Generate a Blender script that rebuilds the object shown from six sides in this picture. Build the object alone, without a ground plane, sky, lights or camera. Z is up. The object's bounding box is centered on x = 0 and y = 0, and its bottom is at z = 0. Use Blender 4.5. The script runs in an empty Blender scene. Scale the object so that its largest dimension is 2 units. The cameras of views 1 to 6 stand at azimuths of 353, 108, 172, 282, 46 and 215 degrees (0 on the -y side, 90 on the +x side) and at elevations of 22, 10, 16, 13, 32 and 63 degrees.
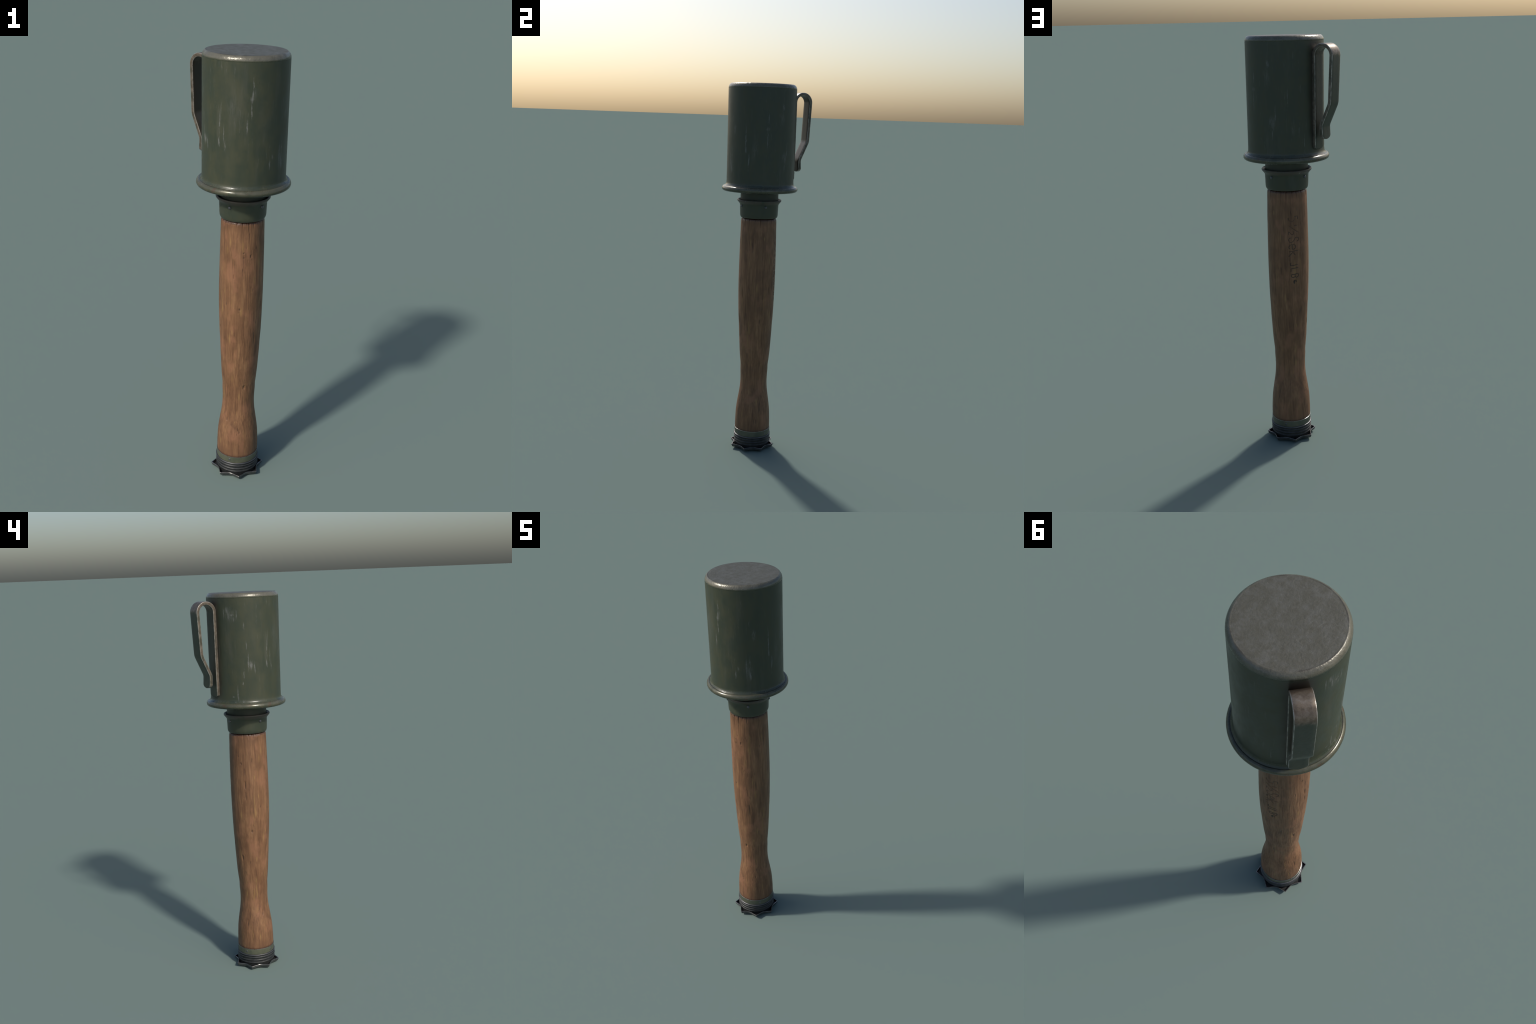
"""Old stick hand grenade: painted steel canister with belt clip, turned wooden
handle with stamped lettering, riveted collars, threaded foot and star cap."""
import bpy, bmesh, math
import numpy as np
from mathutils import Vector, noise

TAU = math.tau
AXIS = Vector((0.0102, -0.0108, 0.0))       # where the common axis stands

# ------------------------------------------------------------------ helpers
root = bpy.data.objects.new("stick_hand_grenade", None)
root.location = AXIS
bpy.context.scene.collection.objects.link(root)
root["label"] = "worn green steel canister on a turned wooden stick handle"
root["category"] = "hand grenade"


def add_object(name, mesh, material, parent=root):
    ob = bpy.data.objects.new(name, mesh)
    bpy.context.scene.collection.objects.link(ob)
    ob.parent = parent
    if material:
        mesh.materials.append(material)
    return ob


def smooth(mesh, angle=None):
    mesh.shade_smooth()
    if angle is not None:
        mesh.set_sharp_from_angle(angle=math.radians(angle))


def fillet(points, radius_by_index, steps=5):
    """Round chosen corners of a polyline with quadratic arcs."""
    out = []
    for i, p in enumerate(points):
        r = radius_by_index.get(i, 0.0)
        if r <= 0 or i in (0, len(points) - 1):
            out.append(p)
            continue
        p = np.array(p); a = np.array(points[i - 1]); b = np.array(points[i + 1])
        la, lb = np.linalg.norm(a - p), np.linalg.norm(b - p)
        s = p + (a - p) / la * min(r, la * .49)
        e = p + (b - p) / lb * min(r, lb * .49)
        for k in range(steps + 1):
            t = k / steps
            out.append(tuple((1 - t) ** 2 * s + 2 * t * (1 - t) * p + t * t * e))
    return out


def revolve(name, profile, segments=128):
    """Lathe an (r, z) profile about the z axis; ends with r = 0 are closed by a fan."""
    bm = bmesh.new()
    rings = []
    for r, z in profile:
        if r < 1e-6:
            rings.append([bm.verts.new((0, 0, z))])
        else:
            rings.append([bm.verts.new((r * math.cos(TAU * i / segments), r * math.sin(TAU * i / segments), z))
                          for i in range(segments)])
    for a, b in zip(rings, rings[1:]):
        for i in range(segments):
            j = (i + 1) % segments
            if len(a) == 1 and len(b) > 1:
                bm.faces.new((a[0], b[j], b[i]))
            elif len(b) == 1 and len(a) > 1:
                bm.faces.new((a[i], a[j], b[0]))
            elif len(a) > 1:
                bm.faces.new((a[i], a[j], b[j], b[i]))
    bmesh.ops.recalc_face_normals(bm, faces=bm.faces)
    me = bpy.data.meshes.new(name)
    bm.to_mesh(me); bm.free()
    return me


def on_axis(angle_deg, r, z):
    a = math.radians(angle_deg)
    return Vector((r * math.cos(a), r * math.sin(a), z))


# ------------------------------------------------------------ material tools
class Nodes:
    """Small wrapper that builds shader node graphs."""

    def __init__(self, name):
        self.mat = bpy.data.materials.new(name)
        self.mat.use_nodes = True
        self.t = self.mat.node_tree
        self.t.nodes.clear()
        self.out = self.t.nodes.new("ShaderNodeOutputMaterial")
        self.bsdf = self.t.nodes.new("ShaderNodeBsdfPrincipled")
        self.t.links.new(self.bsdf.outputs[0], self.out.inputs[0])
        tc = self.t.nodes.new("ShaderNodeTexCoord")
        self.obj = tc.outputs["Object"]
        self._n = None

    def put(self, sock, v):
        if isinstance(v, bpy.types.NodeSocket):
            self.t.links.new(v, sock)
        elif v is not None:
            if sock.type == 'RGBA' and not isinstance(v, (int, float)) and len(v) == 3:
                v = (*v, 1)
            sock.default_value = v

    def math(self, op, a, b=None, c=None, clamp=False):
        n = self.t.nodes.new("ShaderNodeMath"); n.operation = op; n.use_clamp = clamp
        for s, v in zip(n.inputs, (a, b, c)):
            self.put(s, v)
        return n.outputs[0]

    def vmath(self, op, a, b=None):
        n = self.t.nodes.new("ShaderNodeVectorMath"); n.operation = op
        self.put(n.inputs[0], a); self.put(n.inputs[1], b)
        return n.outputs["Value"] if op in ("LENGTH", "DOT_PRODUCT") else n.outputs[0]

    def scaled(self, scale, vec=None):
        return self.vmath('MULTIPLY', vec or self.obj, scale)

    def noise(self, vec, scale=1.0, detail=4.0, rough=.55, dist=0.0, color=False):
        n = self.t.nodes.new("ShaderNodeTexNoise")
        self.put(n.inputs["Vector"], vec)
        n.inputs["Scale"].default_value = scale
        n.inputs["Detail"].default_value = detail
        n.inputs["Roughness"].default_value = rough
        n.inputs["Distortion"].default_value = dist
        return n.outputs["Color" if color else "Fac"]

    def range(self, v, a, b, c=0.0, d=1.0, soft=True):
        n = self.t.nodes.new("ShaderNodeMapRange")
        n.interpolation_type = 'SMOOTHSTEP' if soft else 'LINEAR'
        self.put(n.inputs["Value"], v)
        for k, x in zip(("From Min", "From Max", "To Min", "To Max"), (a, b, c, d)):
            n.inputs[k].default_value = x
        return n.outputs["Result"]

    def mix(self, f, a, b, blend='MIX'):
        n = self.t.nodes.new("ShaderNodeMix"); n.data_type = 'RGBA'; n.blend_type = blend
        self.put(n.inputs[0], f); self.put(n.inputs[6], a); self.put(n.inputs[7], b)
        return n.outputs[2]

    def ramp(self, f, stops):
        n = self.t.nodes.new("ShaderNodeValToRGB")
        e = n.color_ramp.elements
        while len(e) < len(stops):
            e.new(.5)
        for el, (p, c) in zip(e, stops):
            el.position = p
            el.color = (*c, 1)
        self.put(n.inputs[0], f)
        return n.outputs[0]

    def xyz(self, vec=None):
        n = self.t.nodes.new("ShaderNodeSeparateXYZ")
        self.put(n.inputs[0], vec or self.obj)
        return n.outputs

    def normal(self, which="Normal"):
        g = self.t.nodes.new("ShaderNodeNewGeometry")
        v = self.t.nodes.new("ShaderNodeVectorTransform")
        v.vector_type = 'NORMAL'; v.convert_from = 'WORLD'; v.convert_to = 'OBJECT'
        self.t.links.new(g.outputs[which], v.inputs[0])
        return v.outputs[0]

    def edges(self, radius, lo=.02, hi=.2):
        """Mask that is 1 on sharp convex/concave edges, from the Bevel node."""
        b = self.t.nodes.new("ShaderNodeBevel"); b.samples = 8
        b.inputs["Radius"].default_value = radius
        g = self.t.nodes.new("ShaderNodeNewGeometry")
        d = self.vmath('DOT_PRODUCT', b.outputs[0], g.outputs["Normal"])
        return self.range(self.math('SUBTRACT', 1.0, d), lo, hi)

    def spot(self, vec, centre, half, soft=.5):
        """Soft ellipsoid mask about a point."""
        d = self.vmath('SUBTRACT', vec, tuple(centre))
        d = self.vmath('MULTIPLY', d, tuple(1.0 / h for h in half))
        return self.range(self.vmath('LENGTH', d), 1.0, soft)

    def maximum(self, items):
        acc = items[0]
        for i in items[1:]:
            acc = self.math('MAXIMUM', acc, i)
        return acc

    def bump(self, height, strength=.3, distance=.002, normal=None):
        n = self.t.nodes.new("ShaderNodeBump")
        n.inputs["Strength"].default_value = strength
        n.inputs["Distance"].default_value = distance
        self.put(n.inputs["Height"], height)
        if normal:
            self.put(n.inputs["Normal"], normal)
        return n.outputs[0]

    def finish(self, color, rough, metal=0.0, bump=None, spec=.5, coat=0.0):
        b = self.bsdf.inputs
        self.put(b["Base Color"], color); self.put(b["Roughness"], rough)
        self.put(b["Metallic"], metal); self.put(b["Specular IOR Level"], spec)
        self.put(b["Coat Weight"], coat)
        if bump:
            self.put(b["Normal"], bump)
        return self.mat


GREEN = (.042, .050, .0305)
GREEN_DARK = (.0355, .0445, .029)
GREEN_WARM = (.048, .052, .0285)
WORN = (.118, .114, .080)
RUST = (.095, .055, .036)
SCUFF = (.172, .172, .162)


def paint_base(n):
    """Olive paint with soft cloudy variation and faint vertical streaks."""
    clouds = n.noise(n.scaled((17, 17, 11)), 1.0, 6, .65)
    streak = n.noise(n.scaled((34, 34, 3.0)), 1.0, 4, .6)
    c = n.mix(n.range(clouds, .35, .65), GREEN_DARK, GREEN_WARM)
    c = n.mix(n.math('MULTIPLY', n.range(streak, .45, .75), .55), c, GREEN)
    dusty = n.range(n.noise(n.scaled((16, 16, 2.2)), 1.0, 6, .65), .52, .74)
    c = n.mix(n.math('MULTIPLY', dusty, .26), c, (.105, .102, .086))
    return c, clouds


# scratches on the canister: angle, z centre, half width, half height, strength, straightness
SCRATCHES = [
    # long hairlines
    (-86.2, 1.895, .0026, .030, .8), (-86.5, 1.845, .0035, .036, .9), (-87.7, 1.790, .0028, .046, .8),
    (-86.8, 1.834, .0120, .012, .55), (-85.0, 1.850, .010, .035, .3),
    (-129.8, 1.725, .0022, .075, .65), (-130.5, 1.655, .0048, .022, .75), (-123.5, 1.690, .0026, .045, .5), (-121.5, 1.645, .0030, .026, .6),
    (-92.4, 1.725, .0040, .034, .6), (-39.0, 1.568, .0030, .040, .5), (-56.2, 1.595, .0060, .014, .5),
    (-60.5, 1.565, .0030, .028, .4), (-158.2, 1.648, .0090, .024, .65),
    (30.4, 1.820, .0028, .030, .7), (29.3, 1.712, .0028, .056, .7), (29.8, 1.768, .0110, .014, .6),
    (-7.6, 1.715, .0026, .085, .7), (-7.0, 1.660, .0050, .026, .7), (-1.1, 1.615, .0038, .036, .6),
    (56.4, 1.881, .0080, .020, .7), (54.0, 1.820, .020, .050, .25), (-31.0, 1.762, .0090, .030, .65),
    (67.0, 1.655, .0040, .050, .5), (62.0, 1.620, .018, .038, .5), (62.0, 1.572, .0030, .030, .45),
    (109.5, 1.520, .0020, .060, .5),
    # hatched patch next to the clip
    (161.0, 1.905, .0030, .036, .75), (166.0, 1.918, .0080, .020, .7), (169.0, 1.900, .0026, .042, .75),
    (174.0, 1.896, .018, .007, .6), (-178.2, 1.905, .0028, .036, .75), (178.0, 1.876, .0080, .016, .6),
    (170.0, 1.900, .034, .040, .35),
    (-167.6, 1.838, .0045, .024, .65), (-164.3, 1.748, .0028, .028, .55),
    (-157.5, 1.655, .0110, .026, .95), (-162.0, 1.668, .0030, .050, .8), (-152.0, 1.640, .0040, .035, .6),
    (-169.6, 1.604, .0038, .020, .9), (-171.0, 1.564, .0030, .010, .8), (-179.8, 1.512, .0032, .046, .8),
    (172.2, 1.498, .0080, .005, .7), (175.6, 1.470, .0060, .012, .7), (-172.0, 1.470, .0080, .018, .4),
    # streaks on the shaded front right
    (-43.8, 1.600, .0030, .068, .7), (-38.1, 1.628, .0026, .040, .65), (-37.8, 1.556, .0045, .026, .85),
    (-2.0, 1.590, .0028, .048, .6), (-60.0, 1.566, .0040, .020, .5), (-41.0, 1.590, .022, .055, .35),
    (150.0, 1.72, .0030, .060, .5), (-112.0, 1.80, .030, .060, .14), (10.0, 1.66, .018, .050, .25),
    (85.0, 1.73, .0024, .050, .45), (92.0, 1.60, .0110, .040, .3),
]


def canister_material():
    n = Nodes("olive_canister_paint")
    c, clouds = paint_base(n)
    # scratches: wobble the position a little so that the lines are not ruled
    wob = n.noise(n.scaled((20, 20, 26)), 1.0, 4, .7, color=True)
    wob = n.vmath('MULTIPLY', n.vmath('SUBTRACT', wob, (.5, .5, .5)), (.013, .013, .006))
    p = n.vmath('ADD', n.obj, wob)
    grain = n.noise(n.scaled((120, 120, 40)), 1.0, 3, .6)
    hair = n.noise(n.scaled((210, 210, 20), p), 1.0, 3, .6)
    lines, patches = [], []
    for ang, z, hw, hh, st in SCRATCHES:
        c0 = on_axis(ang, .1795, z)
        if hw < .005:
            m = n.spot(p, c0, (hw * .85 + .0008, hw * .85 + .0008, hh * 1.15), .0)
            lines.append(n.math('MULTIPLY', m, st))
        else:
            m = n.spot(p, c0, (hw * 1.35, hw * 1.35, hh * 1.25), .0)
            patches.append(n.math('MULTIPLY', m, st))
    lines = n.math('MULTIPLY', n.maximum(lines), n.range(grain, .30, .52, .4, 1.5))
    patches = n.maximum(patches)
    patches = n.math('MULTIPLY', patches, n.range(n.math('ADD', hair, n.math('MULTIPLY', patches, .14)), .46, .62, .10, 1.2))
    cover = n.math('MAXIMUM', lines, patches)
    fine = n.range(n.noise(n.scaled((150, 150, 7), p), 1.0, 3, .55), .58, .76)
    fine = n.math('MULTIPLY', fine, n.range(n.noise(n.scaled((14, 14, 9)), 1.0, 3), .46, .62))
    cover = n.math('MAXIMUM', cover, n.math('MULTIPLY', fine, .30), None, True)
    c = n.mix(n.math('MULTIPLY', cover, .80), c, SCUFF)
    # bare metal on the flange bead, thin wear line, brown dirt and painted occlusion shade round the clip
    x, y, z = n.xyz()
    r = n.math('SQRT', n.math('ADD', n.math('MULTIPLY', x, x), n.math('MULTIPLY', y, y)))
    bead = n.math('MULTIPLY', n.range(r, .186, .194), n.range(z, 1.441, 1.452))
    wear = n.range(n.noise(n.obj, 26, 6, .65), .36, .62)
    bead = n.math('MULTIPLY', bead, n.math('MULTIPLY_ADD', wear, .7, .2))
    c = n.mix(bead, c, WORN)
    rusty = n.math('MULTIPLY', n.range(r, .184, .190), n.range(n.noise(n.obj, 40, 5, .6), .56, .68))
    c = n.mix(n.math('MULTIPLY', rusty, .6), c, RUST)
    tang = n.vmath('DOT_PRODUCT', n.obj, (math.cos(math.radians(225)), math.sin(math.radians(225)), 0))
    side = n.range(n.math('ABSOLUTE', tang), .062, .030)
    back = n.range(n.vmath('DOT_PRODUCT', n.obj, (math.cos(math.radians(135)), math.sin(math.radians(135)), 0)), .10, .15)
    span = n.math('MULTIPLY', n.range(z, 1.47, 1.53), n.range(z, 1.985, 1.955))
    dirt_shade = n.math('MULTIPLY', n.math('MULTIPLY', side, back), span)
    c = n.mix(n.math('MULTIPLY', dirt_shade, .75), c, (.036, .026, .020))
    # darker colour in the crease where the bead meets the wall
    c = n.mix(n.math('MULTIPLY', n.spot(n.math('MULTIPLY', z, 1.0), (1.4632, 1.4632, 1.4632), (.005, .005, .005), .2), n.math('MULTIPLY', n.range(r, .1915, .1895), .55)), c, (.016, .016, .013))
    rough = n.math('ADD', n.range(clouds, .3, .7, .36, .50), n.math('MULTIPLY', cover, .10))
    rough = n.math('SUBTRACT', rough, n.math('MULTIPLY', n.range(z, 1.485, 1.472), .18))
    h = n.math('ADD', n.math('MULTIPLY', n.noise(n.obj, 120, 3), .35), n.math('MULTIPLY', cover, -.25))
    h = n.math('ADD', h, n.math('MULTIPLY', n.noise(n.obj, 22, 3), .5))
    return n.finish(c, rough, n.math('MULTIPLY', bead, .4), n.bump(h, .28, .0028))


def lid_material():
    n = Nodes("worn_lid_metal")
    x, y, z = n.xyz()
    r = n.math('SQRT', n.math('ADD', n.math('MULTIPLY', x, x), n.math('MULTIPLY', y, y)))
    blot = n.noise(n.obj, 34, 8, .74)
    c = n.ramp(blot, [(.28, (.060, .056, .040)), (.45, (.080, .077, .059)), (.56, (.098, .096, .080)), (.72, (.124, .122, .108))])
    c = n.mix(n.range(n.noise(n.obj, 13, 4, .6), .40, .60, .0, .45), c, (.076, .073, .055))
    # fine hair scratches crossing in several directions
    hair = []
    for ang in (20, 75, 130, 160):
        a = math.radians(ang)
        u = n.vmath('DOT_PRODUCT', n.obj, (math.cos(a) * 9, math.sin(a) * 9, 0))
        v = n.vmath('DOT_PRODUCT', n.obj, (-math.sin(a) * 130, math.cos(a) * 130, 0))
        k = n.t.nodes.new("ShaderNodeCombineXYZ"); n.put(k.inputs[0], u); n.put(k.inputs[1], v); k.inputs[2].default_value = ang
        hair.append(n.range(n.noise(k.outputs[0], 1.0, 2, .5), .68, .78))
    c = n.mix(n.math('MULTIPLY', n.maximum(hair), .16), c, (.20, .195, .185))
    rim = n.range(r, .1645, .170)
    spots = n.range(n.noise(n.obj, 34, 6, .65), .35, .66)
    c = n.mix(n.math('MULTIPLY', rim, n.math('MULTIPLY_ADD', spots, .35, .45)), c, (.168, .158, .120))
    low = n.range(n.math('ADD', z, n.math('MULTIPLY', n.noise(n.obj, 30, 4), .004)), 1.987, 1.9775)
    c = n.mix(low, c, (.050, .056, .035))
    # thin broken dark line inside the rim
    line = n.math('MULTIPLY', n.range(r, .1625, .1655), n.range(r, .1695, .1665))
    line = n.math('MULTIPLY', line, n.range(n.noise(n.obj, 11, 4), .50, .60))
    c = n.mix(n.math('MULTIPLY', line, .6), c, (.035, .028, .022))
    rough = n.math('ADD', n.range(blot, .3, .7, .54, .44), n.math('MULTIPLY', rim, -.24))
    h = n.math('ADD', n.math('MULTIPLY', n.noise(n.obj, 110, 4, .6), .9), n.math('MULTIPLY', n.noise(n.obj, 30, 3), .5))
    return n.finish(c, rough, n.math('MULTIPLY', n.math('MULTIPLY_ADD', rim, .13, .12), n.math('SUBTRACT', 1.0, low)), n.bump(h, .5, .003))


def collar_material():
    n = Nodes("olive_collar_paint")
    c, clouds = paint_base(n)
    x, y, z = n.xyz()
    lip = n.math('MULTIPLY', n.range(z, 1.366, 1.380), n.range(n.noise(n.obj, 30, 6, .65), .30, .54))
    c = n.mix(n.math('MULTIPLY', lip, .70), c, (.080, .060, .050))
    chip = n.range(n.noise(n.scaled((60, 60, 110)), 1.0, 3, .6), .66, .70)
    chip = n.math('MULTIPLY', chip, n.range(z, 1.366, 1.384))
    c = n.mix(n.math('MULTIPLY', chip, .8), c, (.20, .20, .20))
    spots = n.range(n.noise(n.obj, 60, 2), .74, .78)
    c = n.mix(n.math('MULTIPLY', spots, .6), c, (.02, .02, .017))
    under = n.range(z, 1.302, 1.2955)
    c = n.mix(n.math('MULTIPLY', under, .35), c, (.10, .10, .085))
    h = n.math('ADD', n.noise(n.obj, 70, 4), n.math('MULTIPLY', n.noise(n.obj, 18, 3), 1.2))
    return n.finish(c, n.range(clouds, .3, .7, .38, .50), 0.0, n.bump(h, .22, .003))


def neck_material():
    n = Nodes("dark_neck_paint")
    c, clouds = paint_base(n)
    c = n.mix(.35, c, (.03, .032, .028))
    return n.finish(c, .5, 0.0)


def clip_material():
    n = Nodes("worn_clip_metal")
    c, clouds = paint_base(n)
    c = n.mix(.35, c, (.040, .045, .034))
    x, y, z = n.xyz()
    t = (math.cos(math.radians(225)), math.sin(math.radians(225)), 0)
    flat = n.math('ABSOLUTE', n.vmath('DOT_PRODUCT', n.normal(), t))
    edge = n.range(flat, .30, .75)
    blot = n.noise(n.obj, 42, 7, .70)
    bare = n.ramp(blot, [(.3, (.078, .060, .043)), (.46, (.138, .108, .080)), (.60, (.190, .158, .126)), (.75, (.26, .228, .195))])
    top = n.range(n.math('ADD', z, n.math('MULTIPLY', blot, .05)), 1.928, 1.952)
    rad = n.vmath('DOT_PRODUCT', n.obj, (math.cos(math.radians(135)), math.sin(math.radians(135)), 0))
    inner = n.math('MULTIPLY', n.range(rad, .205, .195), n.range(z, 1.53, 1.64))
    c = n.mix(n.math('MULTIPLY', top, .92), c, bare)
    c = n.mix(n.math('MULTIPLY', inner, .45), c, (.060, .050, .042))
    c = n.mix(n.math('MULTIPLY', edge, n.range(n.noise(n.scaled((60, 60, 20)), 1, 4), .38, .60, .30, .95)), c, bare)
    true_flat = n.math('ABSOLUTE', n.vmath('DOT_PRODUCT', n.normal("True Normal"), t))
    glint = n.math('MULTIPLY', n.range(true_flat, .12, .25), n.range(true_flat, .98, .90))
    glint = n.math('MULTIPLY', glint, n.range(n.noise(n.obj, 60, 4), .40, .60, .30, 1.0))
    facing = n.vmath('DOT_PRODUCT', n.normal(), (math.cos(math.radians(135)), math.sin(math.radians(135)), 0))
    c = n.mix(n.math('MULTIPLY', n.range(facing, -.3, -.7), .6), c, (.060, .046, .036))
    c = n.mix(n.math('MULTIPLY', glint, .85), c, (.48, .45, .41))  # edge wear and its glints, painted into the colour as pale bevels
    worn = n.math('MAXIMUM', n.math('MULTIPLY', top, .6), n.math('MULTIPLY', edge, .35))
    worn = n.math('MAXIMUM', worn, glint)
    h = n.noise(n.obj, 110, 4, .6)
    return n.finish(c, n.range(blot, .3, .7, .46, .34), n.math('MULTIPLY', worn, .8), n.bump(h, .25, .002))


def band_material():
    n = Nodes("olive_band_paint")
    clouds = n.noise(n.obj, 22, 5, .6)
    c = n.mix(n.range(clouds, .35, .65), (.066, .074, .050), (.088, .092, .060))
    c = n.mix(n.range(n.noise(n.obj, 30, 4), .60, .70, 0, .5), c, (.12, .085, .055))
    x, y, z = n.xyz()
    top = n.range(z, .1085, .1103)
    c = n.mix(n.math('MULTIPLY', top, n.range(n.noise(n.obj, 35, 3), .30, .44)), c, (.30, .295, .285))
    low = n.range(z, .083, .0785)
    c = n.mix(n.math('MULTIPLY', low, .6), c, (.05, .035, .026))
    return n.finish(c, n.math('SUBTRACT', n.range(clouds, .3, .7, .34, .46), n.math('MULTIPLY', top, .12)), n.math('MULTIPLY', top, .95), n.bump(n.noise(n.obj, 90, 3), .15, .002))


# streaks of pale sapwood and dark nicks on the handle: angle, z low, z high, half width
PALE = [(-93.3, .455, .395, .0042), (-156.4, .493, .401, .0030), (-118, .79, .755, .0032), (-100.6, .36, .321, .003),
        (-126.2, 1.226, 1.18, .004), (-94, .905, .85, .005), (-153.6, .929, .847, .0042), (-155.6, .985, .902, .0028),
        (-152.5, .902, .845, .006), (162.2, .894, .835, .005), (-125.4, .77, .70, .0045), (-152.2, 1.084, 1.05, .003),
        (-142, .98, .95, .003), (-156.4, .538, .462, .0026), (-154.6, .452, .394, .0045), (163.6, .452, .388, .0035),
        (-151.6, .20, .155, .0040), (-152.7, .643, .60, .003), (39.3, 1.203, 1.174, .004), (102.8, .54, .448, .0028),
        (103.4, .44, .394, .0050), (103.6, .64, .604, .003), (105.5, .208, .156, .0036), (31.8, .306, .257, .005),
        (-40, .95, .88, .003), (-30, .62, .56, .0035), (20, .95, .89, .004), (70, .80, .73, .004), (-60, 1.05, 1.0, .003),
        (99.5, .975, .83, .006), (150, .68, .62, .004), (-20, .25, .17, .003), (60, 1.1, 1.04, .003), (-5, 1.2, 1.13, .003)]
NICKS = [(-118, 1.128, 1.072, .0016, .0016), (-115.2, 1.056, 1.03, .0014, .0013), (-90, 1.160, 1.152, .0026, .0012),
         (-89.7, 1.138, 1.130, .0024, .0010), (-71.5, 1.150, 1.130, .0026, .0012), (-97.6, .896, .882, .003, .0010),
         (-52, .772, .700, .0022, .0016), (-76.7, .492, .468, .0042, .0030), (-134.6, .328, .292, .0026, .0028),
         (-90.6, .264, .234, .0022, .0012), (178, 1.050, 1.005, .0028, .0026), (178.8, .992, .946, .0018, .0012),
         (-160.4, .93, .84, .0022, .0008), (-165.4, .786, .768, .004, .0012), (167, 1.147, 1.132, .003, .0012),
         (156, .643, .608, .0032, .0028), (167.6, .280, .238, .0022, .0016), (3.5, 1.20, 1.116, .0024, .0012),
         (32, .75, .72, .003, .0012), (95.8, .474, .386, .0020, .0010), (24.3, .202, .152, .0024, .0012),
         (60, .93, .88, .0018, .0010), (120, .72, .68, .0020, .0010), (-30, .92, .86, .0018, .0012), (-10, .56, .52, .002, .001)]
CRACKS = [(-95.2, .068, .0014, .0026), (-77.6, .044, .0018, .0034), (-110, .02, .0014, .002), (-128, .03, .0012, .002),
          (178, .04, .0014, .002), (-165, .024, .0016, .0024), (-150, .026, .0014, .0022), (-140, .02, .0012, .002),
          (150, .03, .0014, .002), (125, .03, .0014, .002), (108, .045, .0014, .0022), (95, .035, .0016, .0026),
          (78, .05, .0016, .0026), (64, .03, .0014, .002), (48, .022, .0014, .002), (25, .045, .0016, .0026),
          (8, .02, .0014, .002), (-12, .035, .0016, .0024), (-30, .05, .0014, .0024), (-50, .03, .0016, .0026),
          (-64, .022, .0012, .002), (-155, .02, .0012, .0018)]


def wood_material(radius_at):
    n = Nodes("oiled_handle_wood")
    x, y, z = n.xyz()
    wob = n.noise(n.scaled((14, 14, 5)), 1.0, 3, .6, color=True)
    wob = n.vmath('MULTIPLY', n.vmath('SUBTRACT', wob, (.5, .5, .5)), (.012, .012, .012))
    p = n.vmath('ADD', n.obj, wob)
    fibre = n.noise(n.scaled((190, 190, 7), p), 1.0, 5, .65)
    broad = n.noise(n.scaled((44, 44, 5.5), p), 1.0, 5, .65)
    cloud = n.noise(n.scaled((17, 17, 11)), 1.0, 5, .65)
    c = n.ramp(n.math('ADD', n.math('MULTIPLY', fibre, .52), n.math('MULTIPLY', broad, .48)),
               [(.34, (.084, .038, .019)), (.45, (.164, .079, .038)), (.53, (.212, .106, .051)), (.63, (.282, .152, .074))])
    c = n.mix(n.range(cloud, .36, .60, .32, 0), c, (.108, .054, .027))
    c = n.mix(n.range(n.noise(n.scaled((15, 15, 9)), 1.0, 4), .50, .66, 0, .45), c, (.31, .145, .080))
    # scattered honey-coloured flecks
    fleck = n.range(n.noise(n.scaled((62, 62, 8), p), 1.0, 3, .5), .63, .72)
    c = n.mix(n.math('MULTIPLY', fleck, .55), c, (.270, .155, .056))
    short = n.range(n.noise(n.scaled((120, 120, 14), p), 1.0, 3, .55), .655, .75)
    c = n.mix(n.math('MULTIPLY', short, .65), c, (.056, .028, .018))
    small = n.vmath('ADD', n.obj, n.vmath('MULTIPLY', wob, (.35, .35, .3)))
    pale = n.maximum([n.spot(small, on_axis(a, radius_at((z0 + z1) / 2), (z0 + z1) / 2), (w * 1.25 + .001, w * 1.25 + .001, abs(z0 - z1) * .62), .1)
                      for a, z0, z1, w in PALE])
    c = n.mix(n.math('MULTIPLY', pale, .62), c, (.310, .185, .070))
    dark = n.maximum([n.spot(n.obj, on_axis(a, radius_at((z0 + z1) / 2), (z0 + z1) / 2), (w * 1.4 + .001, w * 1.4 + .001, abs(z0 - z1) * .62), .3)
                      for a, z0, z1, w, d in NICKS]
                     + [n.spot(n.obj, on_axis(a, .0945, 1.292 - ln * .25), (w * 1.5, w * 1.5, ln * .7), .2)
                        for a, ln, w, d in CRACKS if d > .0021])
    c = n.mix(n.math('MULTIPLY', dark, .66), c, (.050, .028, .018))
    # darker brown towards the collar and towards the foot band
    c = n.mix(n.range(z, 1.245, 1.286, 0, .40), c, (.085, .040, .022))
    c = n.mix(n.range(z, 1.280, 1.288, 0, .75), c, (.045, .018, .010))
    c = n.mix(n.range(z, .124, .112, 0, .80), c, (.050, .022, .012))
    c = n.mix(n.range(z, .20, .12, 0, .30), c, (.110, .052, .030))
    h = n.math('ADD', n.math('MULTIPLY', fibre, 1.0), n.math('MULTIPLY', short, -.7))
    h = n.math('ADD', h, n.math('MULTIPLY', n.noise(n.obj, 60, 3), .25))
    rough = n.math('SUBTRACT', n.range(fibre, .3, .7, .60, .44), n.range(z, 1.262, 1.284, 0, .2))
    return n.finish(c, rough, 0.0, n.bump(h, .75, .0026), .42)


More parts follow.
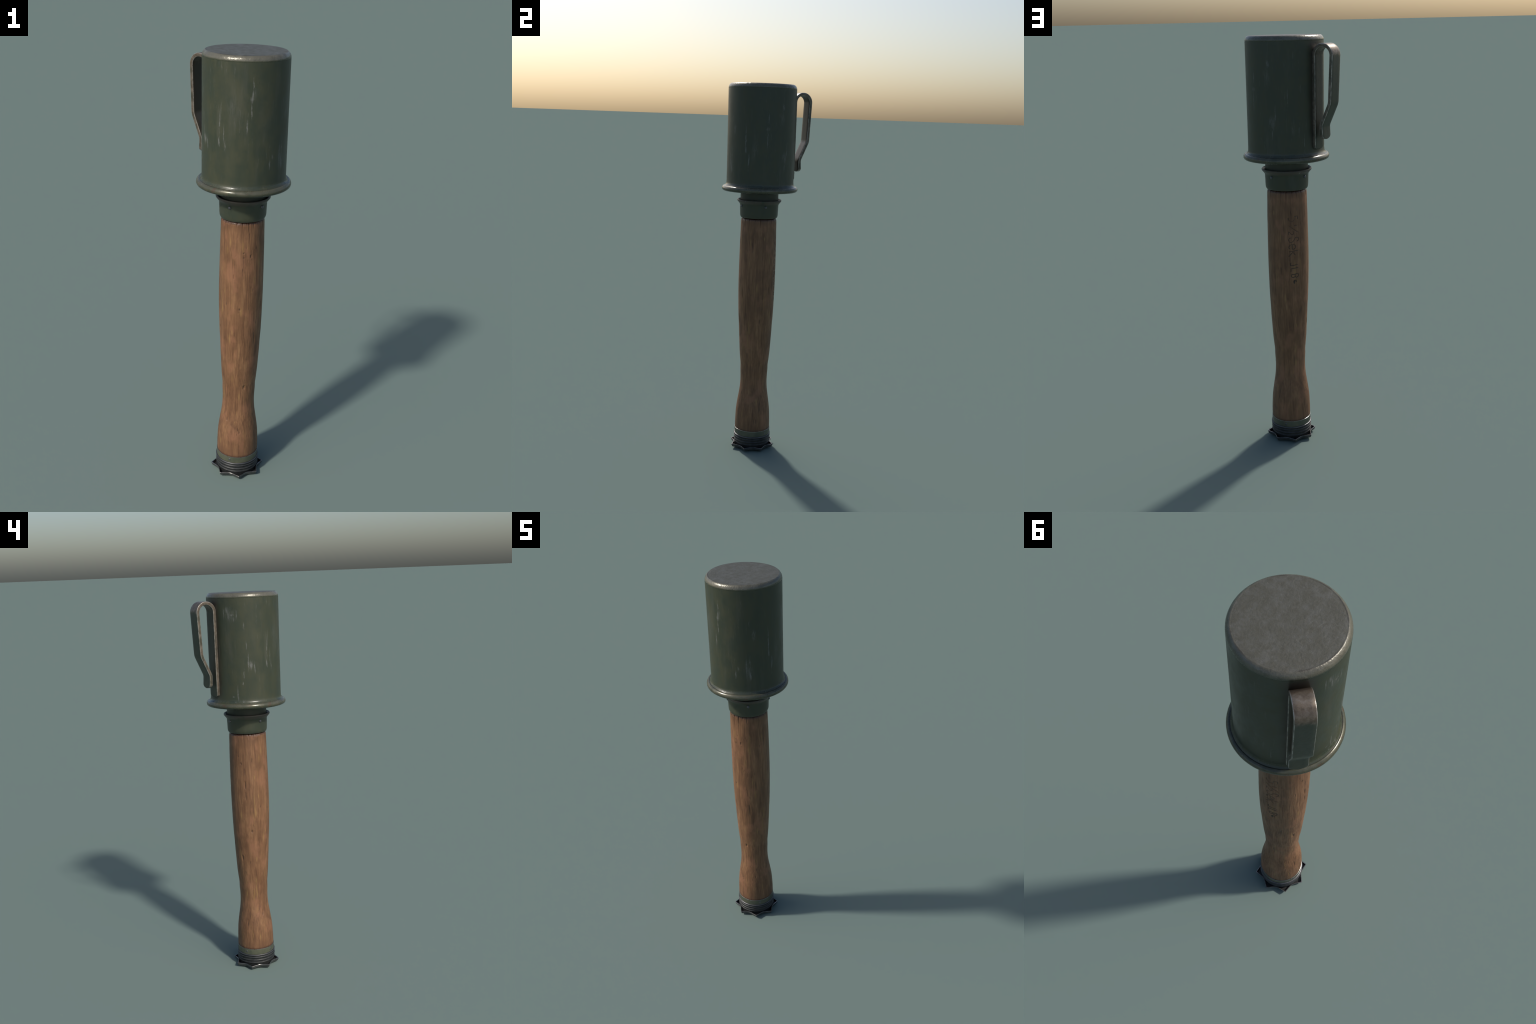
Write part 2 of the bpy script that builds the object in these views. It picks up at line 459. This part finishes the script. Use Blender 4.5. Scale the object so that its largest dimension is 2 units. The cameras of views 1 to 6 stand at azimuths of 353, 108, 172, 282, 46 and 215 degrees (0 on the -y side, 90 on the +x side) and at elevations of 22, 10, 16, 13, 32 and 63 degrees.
def plain(name, color, rough, metal=0.0):
    n = Nodes(name)
    b = n.noise(n.obj, 120, 4, .6)
    c = n.mix(n.range(b, .35, .65), tuple(v * .8 for v in color), tuple(v * 1.2 for v in color))
    return n.finish(c, rough, metal)


# ------------------------------------------------------------------ canister
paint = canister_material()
canister_profile = [(0, 1.430), (.100, 1.430), (.108, 1.4365), (.186, 1.4368)]
bead = [(.186, 1.4368), (.1915, 1.4368), (.1962, 1.4382), (.2000, 1.4410), (.2023, 1.4455), (.2028, 1.4500),
        (.2020, 1.4545), (.1998, 1.4588), (.1965, 1.4622), (.1930, 1.4642), (.1908, 1.4646), (.1890, 1.4640)]
cove = [(.1883, 1.4641), (.1872, 1.4657), (.1856, 1.4678), (.1832, 1.4702), (.1812, 1.4745), (.1800, 1.4795), (.1795, 1.4850)]
wall = [(.1792, 1.50), (.1792, 1.56), (.1794, 1.64), (.1797, 1.74), (.1801, 1.84), (.1804, 1.92), (.1806, 1.9752)]
canister_profile += bead[1:] + cove + wall + [(.1795, 1.9752), (.10, 1.9752), (0, 1.9752)]
me = revolve("canister", canister_profile, 160)
smooth(me, 50)
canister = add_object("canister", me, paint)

lid_profile = [(0, 1.960), (.1700, 1.960), (.1804, 1.9753), (.1806, 1.9756), (.1800, 1.9822), (.1780, 1.9877), (.1750, 1.9925), (.1715, 1.9962),
               (.1680, 1.9988), (.1655, 1.9996), (.1640, 1.9992), (.1620, 1.9994), (.150, 1.9998), (.09, 2.0), (0, 2.0)]
me = revolve("lid", lid_profile, 160)
smooth(me, 50)
add_object("lid", me, lid_material(), canister)

neck_profile = [(0, 1.366), (.0985, 1.366), (.1010, 1.372), (.1012, 1.386), (.1016, 1.400), (.1016, 1.431), (.1026, 1.4362), (.095, 1.445), (0, 1.445)]
me = revolve("neck", neck_profile, 128)
smooth(me, 50)
add_object("neck", me, neck_material(), canister)

# ---------------------------------------------------------------- belt clip
CLIP_ANGLE = 135.0


def arc(cx, cz, rx, rz, a0, a1, steps):
    return [(cx + rx * math.cos(math.radians(a0 + (a1 - a0) * k / steps)),
             cz + rz * math.sin(math.radians(a0 + (a1 - a0) * k / steps))) for k in range(steps + 1)]


def build_clip():
    """A strip of steel bent into a hook: flat leg against the wall, round
    shoulder, spring leg that is kinked back towards the wall."""
    th, half = .0160, .0330
    mid_in, mid_out = .1838, .2760
    line = [(.1828, 1.5065), (.1834, 1.60), (.1838, 1.75)]
    line += arc((mid_in + mid_out) / 2, 1.912, (mid_out - mid_in) / 2, .0445, 180, 0, 18)
    line += fillet([(mid_out, 1.911), (.2662, 1.7035), (.2195, 1.6040), (.2220, 1.5600)], {1: .012, 2: .010}, 5)[1:]
    line = np.array(line)
    # even-ish resampling between bends keeps the width loops regular
    tang = np.gradient(line, axis=0)
    tang /= np.linalg.norm(tang, axis=1)[:, None]
    nor = np.stack([tang[:, 1], -tang[:, 0]], 1)
    # rounded tongue tips: extend past each end with shrinking half width
    def tip(p, d, n, reach):
        steps = [math.radians(a) for a in (15, 30, 45, 58, 70, 80, 86)]
        return [(p + d * reach * math.sin(a), n, half * math.cos(a)) for a in steps]
    rows = [(p, n, half) for p, n in zip(line, nor)]
    rows = tip(line[0], -tang[0], nor[0], .0130)[::-1] + rows + tip(line[-1], tang[-1], nor[-1], .0190)
    a = math.radians(CLIP_ANGLE)
    R, T = Vector((math.cos(a), math.sin(a), 0)), Vector((-math.sin(a), math.cos(a), 0))
    cols = [-1, -.5, 0, .5, 1]
    bm = bmesh.new()
    grid = []
    for p, n, hw in rows:
        ring = []
        for side in (1, -1):
            seq = cols if side == 1 else cols[::-1]
            for c in seq:
                q = np.array(p) + n * side * th / 2
                ring.append(bm.verts.new(R * q[0] + T * (c * hw) + Vector((0, 0, q[1]))))
        grid.append(ring)
    for g, h in zip(grid, grid[1:]):
        m = len(g)
        for i in range(m):
            bm.faces.new((g[i], g[(i + 1) % m], h[(i + 1) % m], h[i]))
    bm.faces.new(grid[0]); bm.faces.new(grid[-1][::-1])
    bmesh.ops.recalc_face_normals(bm, faces=bm.faces)
    sharp = [e for e in bm.edges if len(e.link_faces) == 2 and e.calc_face_angle(0) > math.radians(45)]
    bmesh.ops.bevel(bm, geom=sharp, offset=.0024, segments=2, profile=.5, affect='EDGES')
    me = bpy.data.meshes.new("belt_clip")
    bm.to_mesh(me); bm.free()
    smooth(me, 40)
    return me


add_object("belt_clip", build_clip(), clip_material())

# ------------------------------------------------------------------- collar
collar_paint = collar_material()
collar_profile = [(.0930, 1.318), (.0925, 1.2975), (.0945, 1.2950), (.0968, 1.2952), (.0984, 1.2976), (.1004, 1.3020), (.1014, 1.3075), (.1019, 1.3150),
                  (.1026, 1.335), (.1033, 1.355), (.1036, 1.3610), (.1042, 1.3652), (.1058, 1.3690), (.1110, 1.3752), (.1160, 1.3810),
                  (.1182, 1.3842), (.1189, 1.3872), (.1184, 1.3902), (.1168, 1.3924), (.1148, 1.3930), (.1128, 1.3920), (.1085, 1.3875), (.1055, 1.3810), (.1040, 1.374), (.0990, 1.371)]
me = revolve("collar", collar_profile, 128)
smooth(me, 60)
collar = add_object("collar", me, collar_paint)


def dome(name, radius, height, segments=24, rings=7, foot=.003):
    prof = [(0, height)] + [(radius * math.sin(math.pi / 2 * k / rings), height * math.cos(math.pi / 2 * k / rings)) for k in range(1, rings + 1)]
    prof += [(radius, -foot), (0, -foot)]
    me = revolve(name, prof, segments)
    smooth(me, 50)
    return me


rivet_steel = plain("rivet_steel", (.115, .118, .122), .34, .5)
dome_mesh = dome("rivet", .0074, .0062)
dome_mesh.materials.append(rivet_steel)
for ang in (38.0, 135.0, -128.3, -44.6):
    ob = bpy.data.objects.new("rivet", dome_mesh)
    bpy.context.scene.collection.objects.link(ob)
    ob.parent = collar
    ob.location = on_axis(ang, .1036, 1.3575)
    ob.rotation_euler = Vector((math.cos(math.radians(ang)), math.sin(math.radians(ang)), 0)).to_track_quat('Z', 'Y').to_euler()

# ------------------------------------------------------------------- handle
KNOTS = [(.080, .0955), (.105, .0966), (.130, .0967), (.155, .0964), (.185, .0951), (.212, .0938), (.240, .0908), (.270, .0864), (.295, .0825), (.318, .0788),
         (.340, .0760), (.362, .0743), (.388, .0734), (.415, .0740), (.445, .0757), (.475, .0757), (.510, .0795), (.550, .0829), (.600, .0857), (.650, .0886),
         (.700, .0906), (.750, .0938), (.800, .0956), (.850, .0971), (.900, .0982), (.950, .0988), (1.00, .0987), (1.06, .0984), (1.12, .0977),
         (1.18, .0971), (1.22, .0961), (1.26, .0956), (1.276, .0953), (1.284, .0947), (1.2885, .0934), (1.2920, .0905)]
KZ = np.array([k[0] for k in KNOTS]); KR = np.array([k[1] for k in KNOTS])


def radius_curve(zs):
    """Knots interpolated and smoothed (the last centimetre keeps its rounded shoulder)."""
    fine = np.linspace(KZ[0] - .03, KZ[-1], 1400)
    base = np.interp(fine, KZ, KR)
    w = np.hanning(37); w /= w.sum()
    soft = np.convolve(np.pad(base, 18, mode='edge'), w, 'valid')
    keep = np.clip((fine - 1.262) / .012, 0, 1)
    return np.interp(zs, fine, soft * (1 - keep) + base * keep)


def radius_at(z):
    return float(radius_curve(np.array([z]))[0])


def catmull(points, per=6):
    pts = np.array(points, float)
    if len(pts) < 3:
        t = np.linspace(0, 1, 8)[:, None]
        return pts[0] * (1 - t) + pts[1] * t
    ext = np.vstack([2 * pts[0] - pts[1], pts, 2 * pts[-1] - pts[-2]])
    out = []
    for i in range(1, len(ext) - 2):
        a, b, c, d = ext[i - 1:i + 3]
        for t in np.arange(per) / per:
            out.append(.5 * ((2 * b) + (c - a) * t + (2 * a - 5 * b + 4 * c - d) * t * t + (3 * b - a - 3 * c + d) * t ** 3))
    out.append(pts[-1])
    return np.array(out)


# Stamped inscription "5 1/2 Sek. JLB", pen strokes as (height, advance) in hundredths
# of a cap height; it reads downwards, with the letters' tops towards larger angles.
CAP = .0490
LETTERS = [
    [[(95, 34), (95, 3)], [(95, 3), (58, 5)], [(58, 5), (61, 25), (54, 46), (34, 53), (15, 46), (3, 32), (0, 19)]],      # 5
    [[(90, 92), (53, 98)]],                                                                                             # 1
    [[(2, 92), (100, 162)]],                                                                                            # /
    [[(44, 148), (52, 159), (50, 172), (39, 180), (27, 176), (15, 161), (1, 149)], [(1, 149), (1, 180)]],               # 2
    [[(83, 249), (98, 241), (104, 227), (95, 212), (80, 209), (66, 215), (49, 241), (34, 254), (17, 256), (5, 244), (2, 229), (10, 214), (24, 211)]],   # S
    [[(37, 280), (37, 322), (59, 319), (70, 306), (68, 289), (56, 281), (37, 279), (17, 282), (6, 293), (3, 308), (10, 320)]],    # e
    [[(102, 337), (2, 348)], [(66, 381), (37, 350)], [(41, 353), (0, 396)]],                                            # k
    [[(2, 429), (1, 431)]],                                                                                             # .
    [[(93, 479), (24, 486), (16, 479), (15, 466), (22, 458)]],                                                          # J
    [[(95, 511), (20, 517)], [(20, 517), (19, 551)]],                                                                   # L
    [[(93, 571), (24, 577)], [(93, 571), (96, 586), (88, 603), (71, 606), (61, 596), (60, 574)], [(60, 596), (51, 605), (34, 606), (24, 596), (22, 578)]],  # B
    [[(72, 655), (70, 640), (58, 634), (48, 642), (47, 656), (52, 666), (55, 650), (60, 642), (54, 660), (51, 645), (56, 672)]],                                    # full stop blot
]
TEXT_TOP, TEXT_ANGLE = 1.1755, math.radians(82.8)
UNIT = CAP / 100
R_TEXT = .0976


def strokes():
    for letter in LETTERS:
        for s in letter:
            c = catmull(s)
            yield np.stack([TEXT_ANGLE + c[:, 0] * UNIT / R_TEXT, TEXT_TOP - c[:, 1] * UNIT * 1.02], 1)


def build_handle():
    na, nz = 400, 560
    zs = np.linspace(.085, 1.262, nz - 24)
    zs = np.concatenate([zs, np.linspace(1.2635, 1.2920, 24)])
    ang = np.arange(na) * TAU / na - math.pi
    A, Z = np.meshgrid(ang, zs)
    R = radius_curve(zs)[:, None] * np.ones_like(A)
    # hand-turned unevenness: low harmonics drifting along the length
    R += .0005 * np.sin(2 * A + 4 * Z) + .0004 * np.sin(3 * A - 9 * Z + 1) + .0002 * np.sin(7 * A + 13 * Z)
    rng = np.random.default_rng(7)

    def dent(a_deg, z0, z1, w, depth, slant=0.0):
        zc, hz = (z0 + z1) / 2, max(abs(z0 - z1) / 2, .003)
        da = (A - math.radians(a_deg) + math.pi) % TAU - math.pi
        u = (da * R - slant * (Z - zc)) / w
        v = (Z - zc) / hz
        return depth * np.exp(-u * u) * np.clip(1 - np.abs(v) ** 2.5, 0, 1)

    D = np.zeros_like(R)
    for a, z0, z1, w, d in NICKS:
        D = np.maximum(D, dent(a, z0, z1, w + .0012, min(d * 1.5 + .0003, .0036), rng.uniform(-.05, .05)))
    for _ in range(220):                                     # small pores
        a, zc = rng.uniform(-180, 180), rng.uniform(.13, 1.24)
        D = np.maximum(D, dent(a, zc - rng.uniform(.006, .02), zc, .0016, rng.uniform(.0004, .0013)))
    for a, length, w, d in CRACKS:                           # end-grain checks below the collar
        da = (A - math.radians(a) + math.pi) % TAU - math.pi
        fall = np.clip((Z - (1.290 - length)) / length, 0, 1) ** .7
        D = np.maximum(D, 1.9 * d * fall * np.exp(-(da * R / (w * (.8 + .6 * fall))) ** 2))
    for _ in range(26):                                      # shorter checks above the foot
        a, ln, d = rng.uniform(-180, 180), rng.uniform(.01, .035), rng.uniform(.0005, .0012)
        da = (A - math.radians(a) + math.pi) % TAU - math.pi
        fall = np.clip(((.112 + ln) - Z) / ln, 0, 1)
        D = np.maximum(D, d * fall * np.exp(-(da * R / .0016) ** 2))
    # stamped letters
    sel = (A > math.radians(76)) & (A < math.radians(118)) & (Z > .83) & (Z < 1.19)
    pa, pz = A[sel] * R_TEXT, Z[sel]
    best = np.full(pa.shape, 1e9)
    for s in strokes():
        for q0, q1 in zip(s, s[1:]):
            ax_, az_, bx_, bz_ = q0[0] * R_TEXT, q0[1], q1[0] * R_TEXT, q1[1]
            dx, dz = bx_ - ax_, bz_ - az_
            t = np.clip(((pa - ax_) * dx + (pz - az_) * dz) / (dx * dx + dz * dz + 1e-12), 0, 1)
            best = np.minimum(best, (pa - ax_ - t * dx) ** 2 + (pz - az_ - t * dz) ** 2)
    D[sel] += .0018 * np.exp(-best / .0024 ** 2)
    # ragged shoulder where the wood was trimmed
    rag = np.array([noise.noise(Vector((math.cos(a) * 5, math.sin(a) * 5, 3.1))) + .6 * noise.noise(Vector((math.cos(a) * 14, math.sin(a) * 14, 7))) for a in ang])
    D += np.clip((Z - 1.279) / .008, 0, 1) * (.0009 + .0012 * rag)[None, :].clip(0)
    R = R - D
    X, Y = R * np.cos(A), R * np.sin(A)
    co = np.stack([X, Y, Z], -1).reshape(-1, 3)
    nr = len(zs)
    co = np.vstack([co, [[0, 0, zs[0]], [0, 0, zs[-1]]]])
    i = np.arange(nr - 1)[:, None] * na + np.arange(na)[None, :]
    j = np.arange(nr - 1)[:, None] * na + (np.arange(na)[None, :] + 1) % na
    quads = np.stack([i, j, j + na, i + na], -1).reshape(-1, 4)
    k = np.arange(na); k1 = (k + 1) % na
    low = np.stack([k1, k, np.full(na, nr * na)], -1)
    top = np.stack([(nr - 1) * na + k, (nr - 1) * na + k1, np.full(na, nr * na + 1)], -1)
    me = bpy.data.meshes.new("handle")
    me.from_pydata(co.tolist(), [], quads.tolist() + low.tolist() + top.tolist())
    smooth(me)
    return me


handle = add_object("handle", build_handle(), wood_material(radius_at))


def build_lettering():
    """Dark burnt filling at the bottom of the stamped grooves, as thin rods."""
    bm = bmesh.new()
    rr = .0022
    for s in strokes():
        pts = []
        for a, z in s:
            r = radius_at(z) - .0023
            pts.append(Vector((r * math.cos(a), r * math.sin(a), z)))
        rings = []
        for i, p in enumerate(pts):
            t = (pts[min(i + 1, len(pts) - 1)] - pts[max(i - 1, 0)]).normalized()
            out = Vector((p.x, p.y, 0)).normalized()
            side = t.cross(out).normalized()
            out = side.cross(t)
            w = rr * (1.0 if 0 < i < len(pts) - 1 else .6)
            rings.append([bm.verts.new(p + side * (w * math.cos(TAU * k / 6)) + out * (w * math.sin(TAU * k / 6))) for k in range(6)])
        for g, h in zip(rings, rings[1:]):
            for k in range(6):
                bm.faces.new((g[k], g[(k + 1) % 6], h[(k + 1) % 6], h[k]))
        bm.faces.new(rings[0][::-1]); bm.faces.new(rings[-1])
    bmesh.ops.recalc_face_normals(bm, faces=bm.faces)
    me = bpy.data.meshes.new("stamped_lettering")
    bm.to_mesh(me); bm.free()
    smooth(me)
    return me


add_object("stamped_lettering", build_lettering(), plain("burnt_groove", (.050, .034, .024), .7), handle)

# ---------------------------------------------------------- foot band, thread
band_profile = [(.090, .1085), (.0962, .1098), (.0970, .1112), (.0978, .1108), (.0981, .1090), (.0980, .090), (.0978, .0755), (.090, .0755)]
me = revolve("foot_band", band_profile, 128)
smooth(me, 50)
band = add_object("foot_band", me, band_material())

screw = dome("band_screw", .0058, .0016, 20, 4, .003)
screw.materials.append(rivet_steel)
for ang in (64.6, 161.6, -116.0, -31.3):
    ob = bpy.data.objects.new("band_screw", screw)
    bpy.context.scene.collection.objects.link(ob)
    ob.parent = band
    ob.location = on_axis(ang, .0979, .0957)
    ob.rotation_euler = Vector((math.cos(math.radians(ang)), math.sin(math.radians(ang)), 0)).to_track_quat('Z', 'Y').to_euler()



def thread_material():
    """Blackened steel, rubbed bright along the crests."""
    n = Nodes("dark_thread_steel")
    x, y, z = n.xyz()
    r = n.math('SQRT', n.math('ADD', n.math('MULTIPLY', x, x), n.math('MULTIPLY', y, y)))
    blot = n.noise(n.obj, 45, 6, .65)
    c = n.mix(n.range(blot, .35, .65), (.014, .016, .016), (.030, .031, .030))
    crest = n.math('MULTIPLY', n.range(r, .0999, .1008), n.range(n.noise(n.obj, 38, 4), .3, .6, .55, 1.0))
    c = n.mix(n.math('MULTIPLY', crest, .85), c, (.13, .13, .135))
    ring = n.range(z, .0772, .0790)
    c = n.mix(n.math('MULTIPLY', ring, n.range(n.noise(n.obj, 32, 4), .34, .56, .45, 1.0)), c, (.14, .14, .147))
    h = n.noise(n.obj, 150, 4, .6)
    return n.finish(c, n.math('SUBTRACT', n.range(blot, .3, .7, .58, .44), n.math('MULTIPLY', ring, .06)), n.math('MULTIPLY_ADD', n.math('MAXIMUM', ring, n.math('MULTIPLY', crest, .7)), .8, .15), n.bump(h, .25, .0015), .35)


def star_material():
    n = Nodes("dark_star_steel")
    x, y, z = n.xyz()
    flat = n.vmath('NORMALIZE', n.scaled((1, 1, 0)))
    out = n.range(n.vmath('DOT_PRODUCT', n.normal(), flat), .2, .6)
    blot = n.noise(n.obj, 60, 6, .65)
    c = n.mix(n.range(blot, .35, .65), (.020, .020, .020), (.044, .042, .040))
    c = n.mix(out, c, n.mix(n.range(blot, .35, .65), (.048, .053, .051), (.074, .077, .075)))
    lip = n.range(z, .0210, .0224)
    c = n.mix(n.math('MULTIPLY', lip, .9), c, n.mix(n.range(blot, .35, .6), (.16, .155, .155), (.36, .345, .335)))
    c = n.mix(n.range(z, .0070, .0040), c, (.022, .024, .024))
    h = n.noise(n.obj, 150, 4, .6)
    return n.finish(c, n.math('SUBTRACT', n.range(blot, .3, .7, .46, .34), n.math('MULTIPLY', lip, .08)), n.math('MULTIPLY_ADD', lip, .75, .2), n.bump(h, .3, .0015))


steel = thread_material()
thread_profile = [(0, .070), (.094, .0795), (.0975, .0797), (.1003, .0794), (.1016, .0780), (.1020, .0760), (.1016, .0742), (.0998, .0722), (.0975, .0700), (.0975, .0690)]
for zc, rr in ((.0636, .1012), (.0483, .1010), (.0335, .1006)):
    thread_profile += [(.0976, zc + .0054), (.0979, zc + .0032), (rr - .0010, zc + .0014), (rr, zc + .0005), (rr, zc - .0005), (rr - .0010, zc - .0016), (.0979, zc - .0034), (.0976, zc - .0054)]
thread_profile += [(.0965, .024), (.0962, .006), (0, .006)]
me = revolve("screw_thread", thread_profile, 128)
smooth(me, 45)
add_object("screw_thread", me, steel)

# ------------------------------------------------------------------ star cap


def star_outline(tip_r, valley_r, per=7, soft=.14, tip_soft=.035):
    """Eight-pointed star: straight flanks, slightly blunt tips and softly rounded valleys."""
    pts = []
    for k in range(8):
        a0 = TAU * k / 8
        for r, a, f in ((tip_r, a0, tip_soft), (valley_r, a0 + TAU / 16, soft * 2.2)):
            pts.append((r * math.cos(a), r * math.sin(a), f))
    out = []
    m = len(pts)
    for i in range(m):
        p = np.array(pts[i][:2]); a = np.array(pts[i - 1][:2]); b = np.array(pts[(i + 1) % m][:2]); f = pts[i][2]
        s, e = p + (a - p) * f, p + (b - p) * f
        for t in np.linspace(0, 1, per):
            out.append((1 - t) ** 2 * s + 2 * t * (1 - t) * p + t * t * e)
    return np.array(out)


def build_star():
    """Shallow star-shaped pan: flared rim wall with an inner recess and a dished underside."""
    layers = [  # tip radius, valley radius, z
        (.0020, .0020, .0000), (.0780, .0740, .0000), (.1080, .0865, .0022), (.1165, .0930, .0050), (.1198, .0952, .0074), (.1210, .0962, .0095),
        (.1252, .0992, .0205), (.1254, .0994, .0218), (.1246, .0988, .0226), (.1210, .0962, .0226), (.1202, .0956, .0218),
        (.1190, .0948, .0110), (.1175, .0935, .0090), (.0600, .0560, .0090), (.0020, .0020, .0090)]
    bm = bmesh.new()
    rings = []
    for tr, vr, z in layers:
        o = star_outline(tr, vr)
        rings.append([bm.verts.new((x, y, z)) for x, y in o])
    m = len(rings[0])
    for g, h in zip(rings, rings[1:]):
        for i in range(m):
            bm.faces.new((g[i], g[(i + 1) % m], h[(i + 1) % m], h[i]))
    bm.faces.new(rings[0][::-1]); bm.faces.new(rings[-1])
    bmesh.ops.recalc_face_normals(bm, faces=bm.faces)
    me = bpy.data.meshes.new("star_cap")
    bm.to_mesh(me); bm.free()
    smooth(me, 38)
    return me


add_object("star_cap", build_star(), star_material())
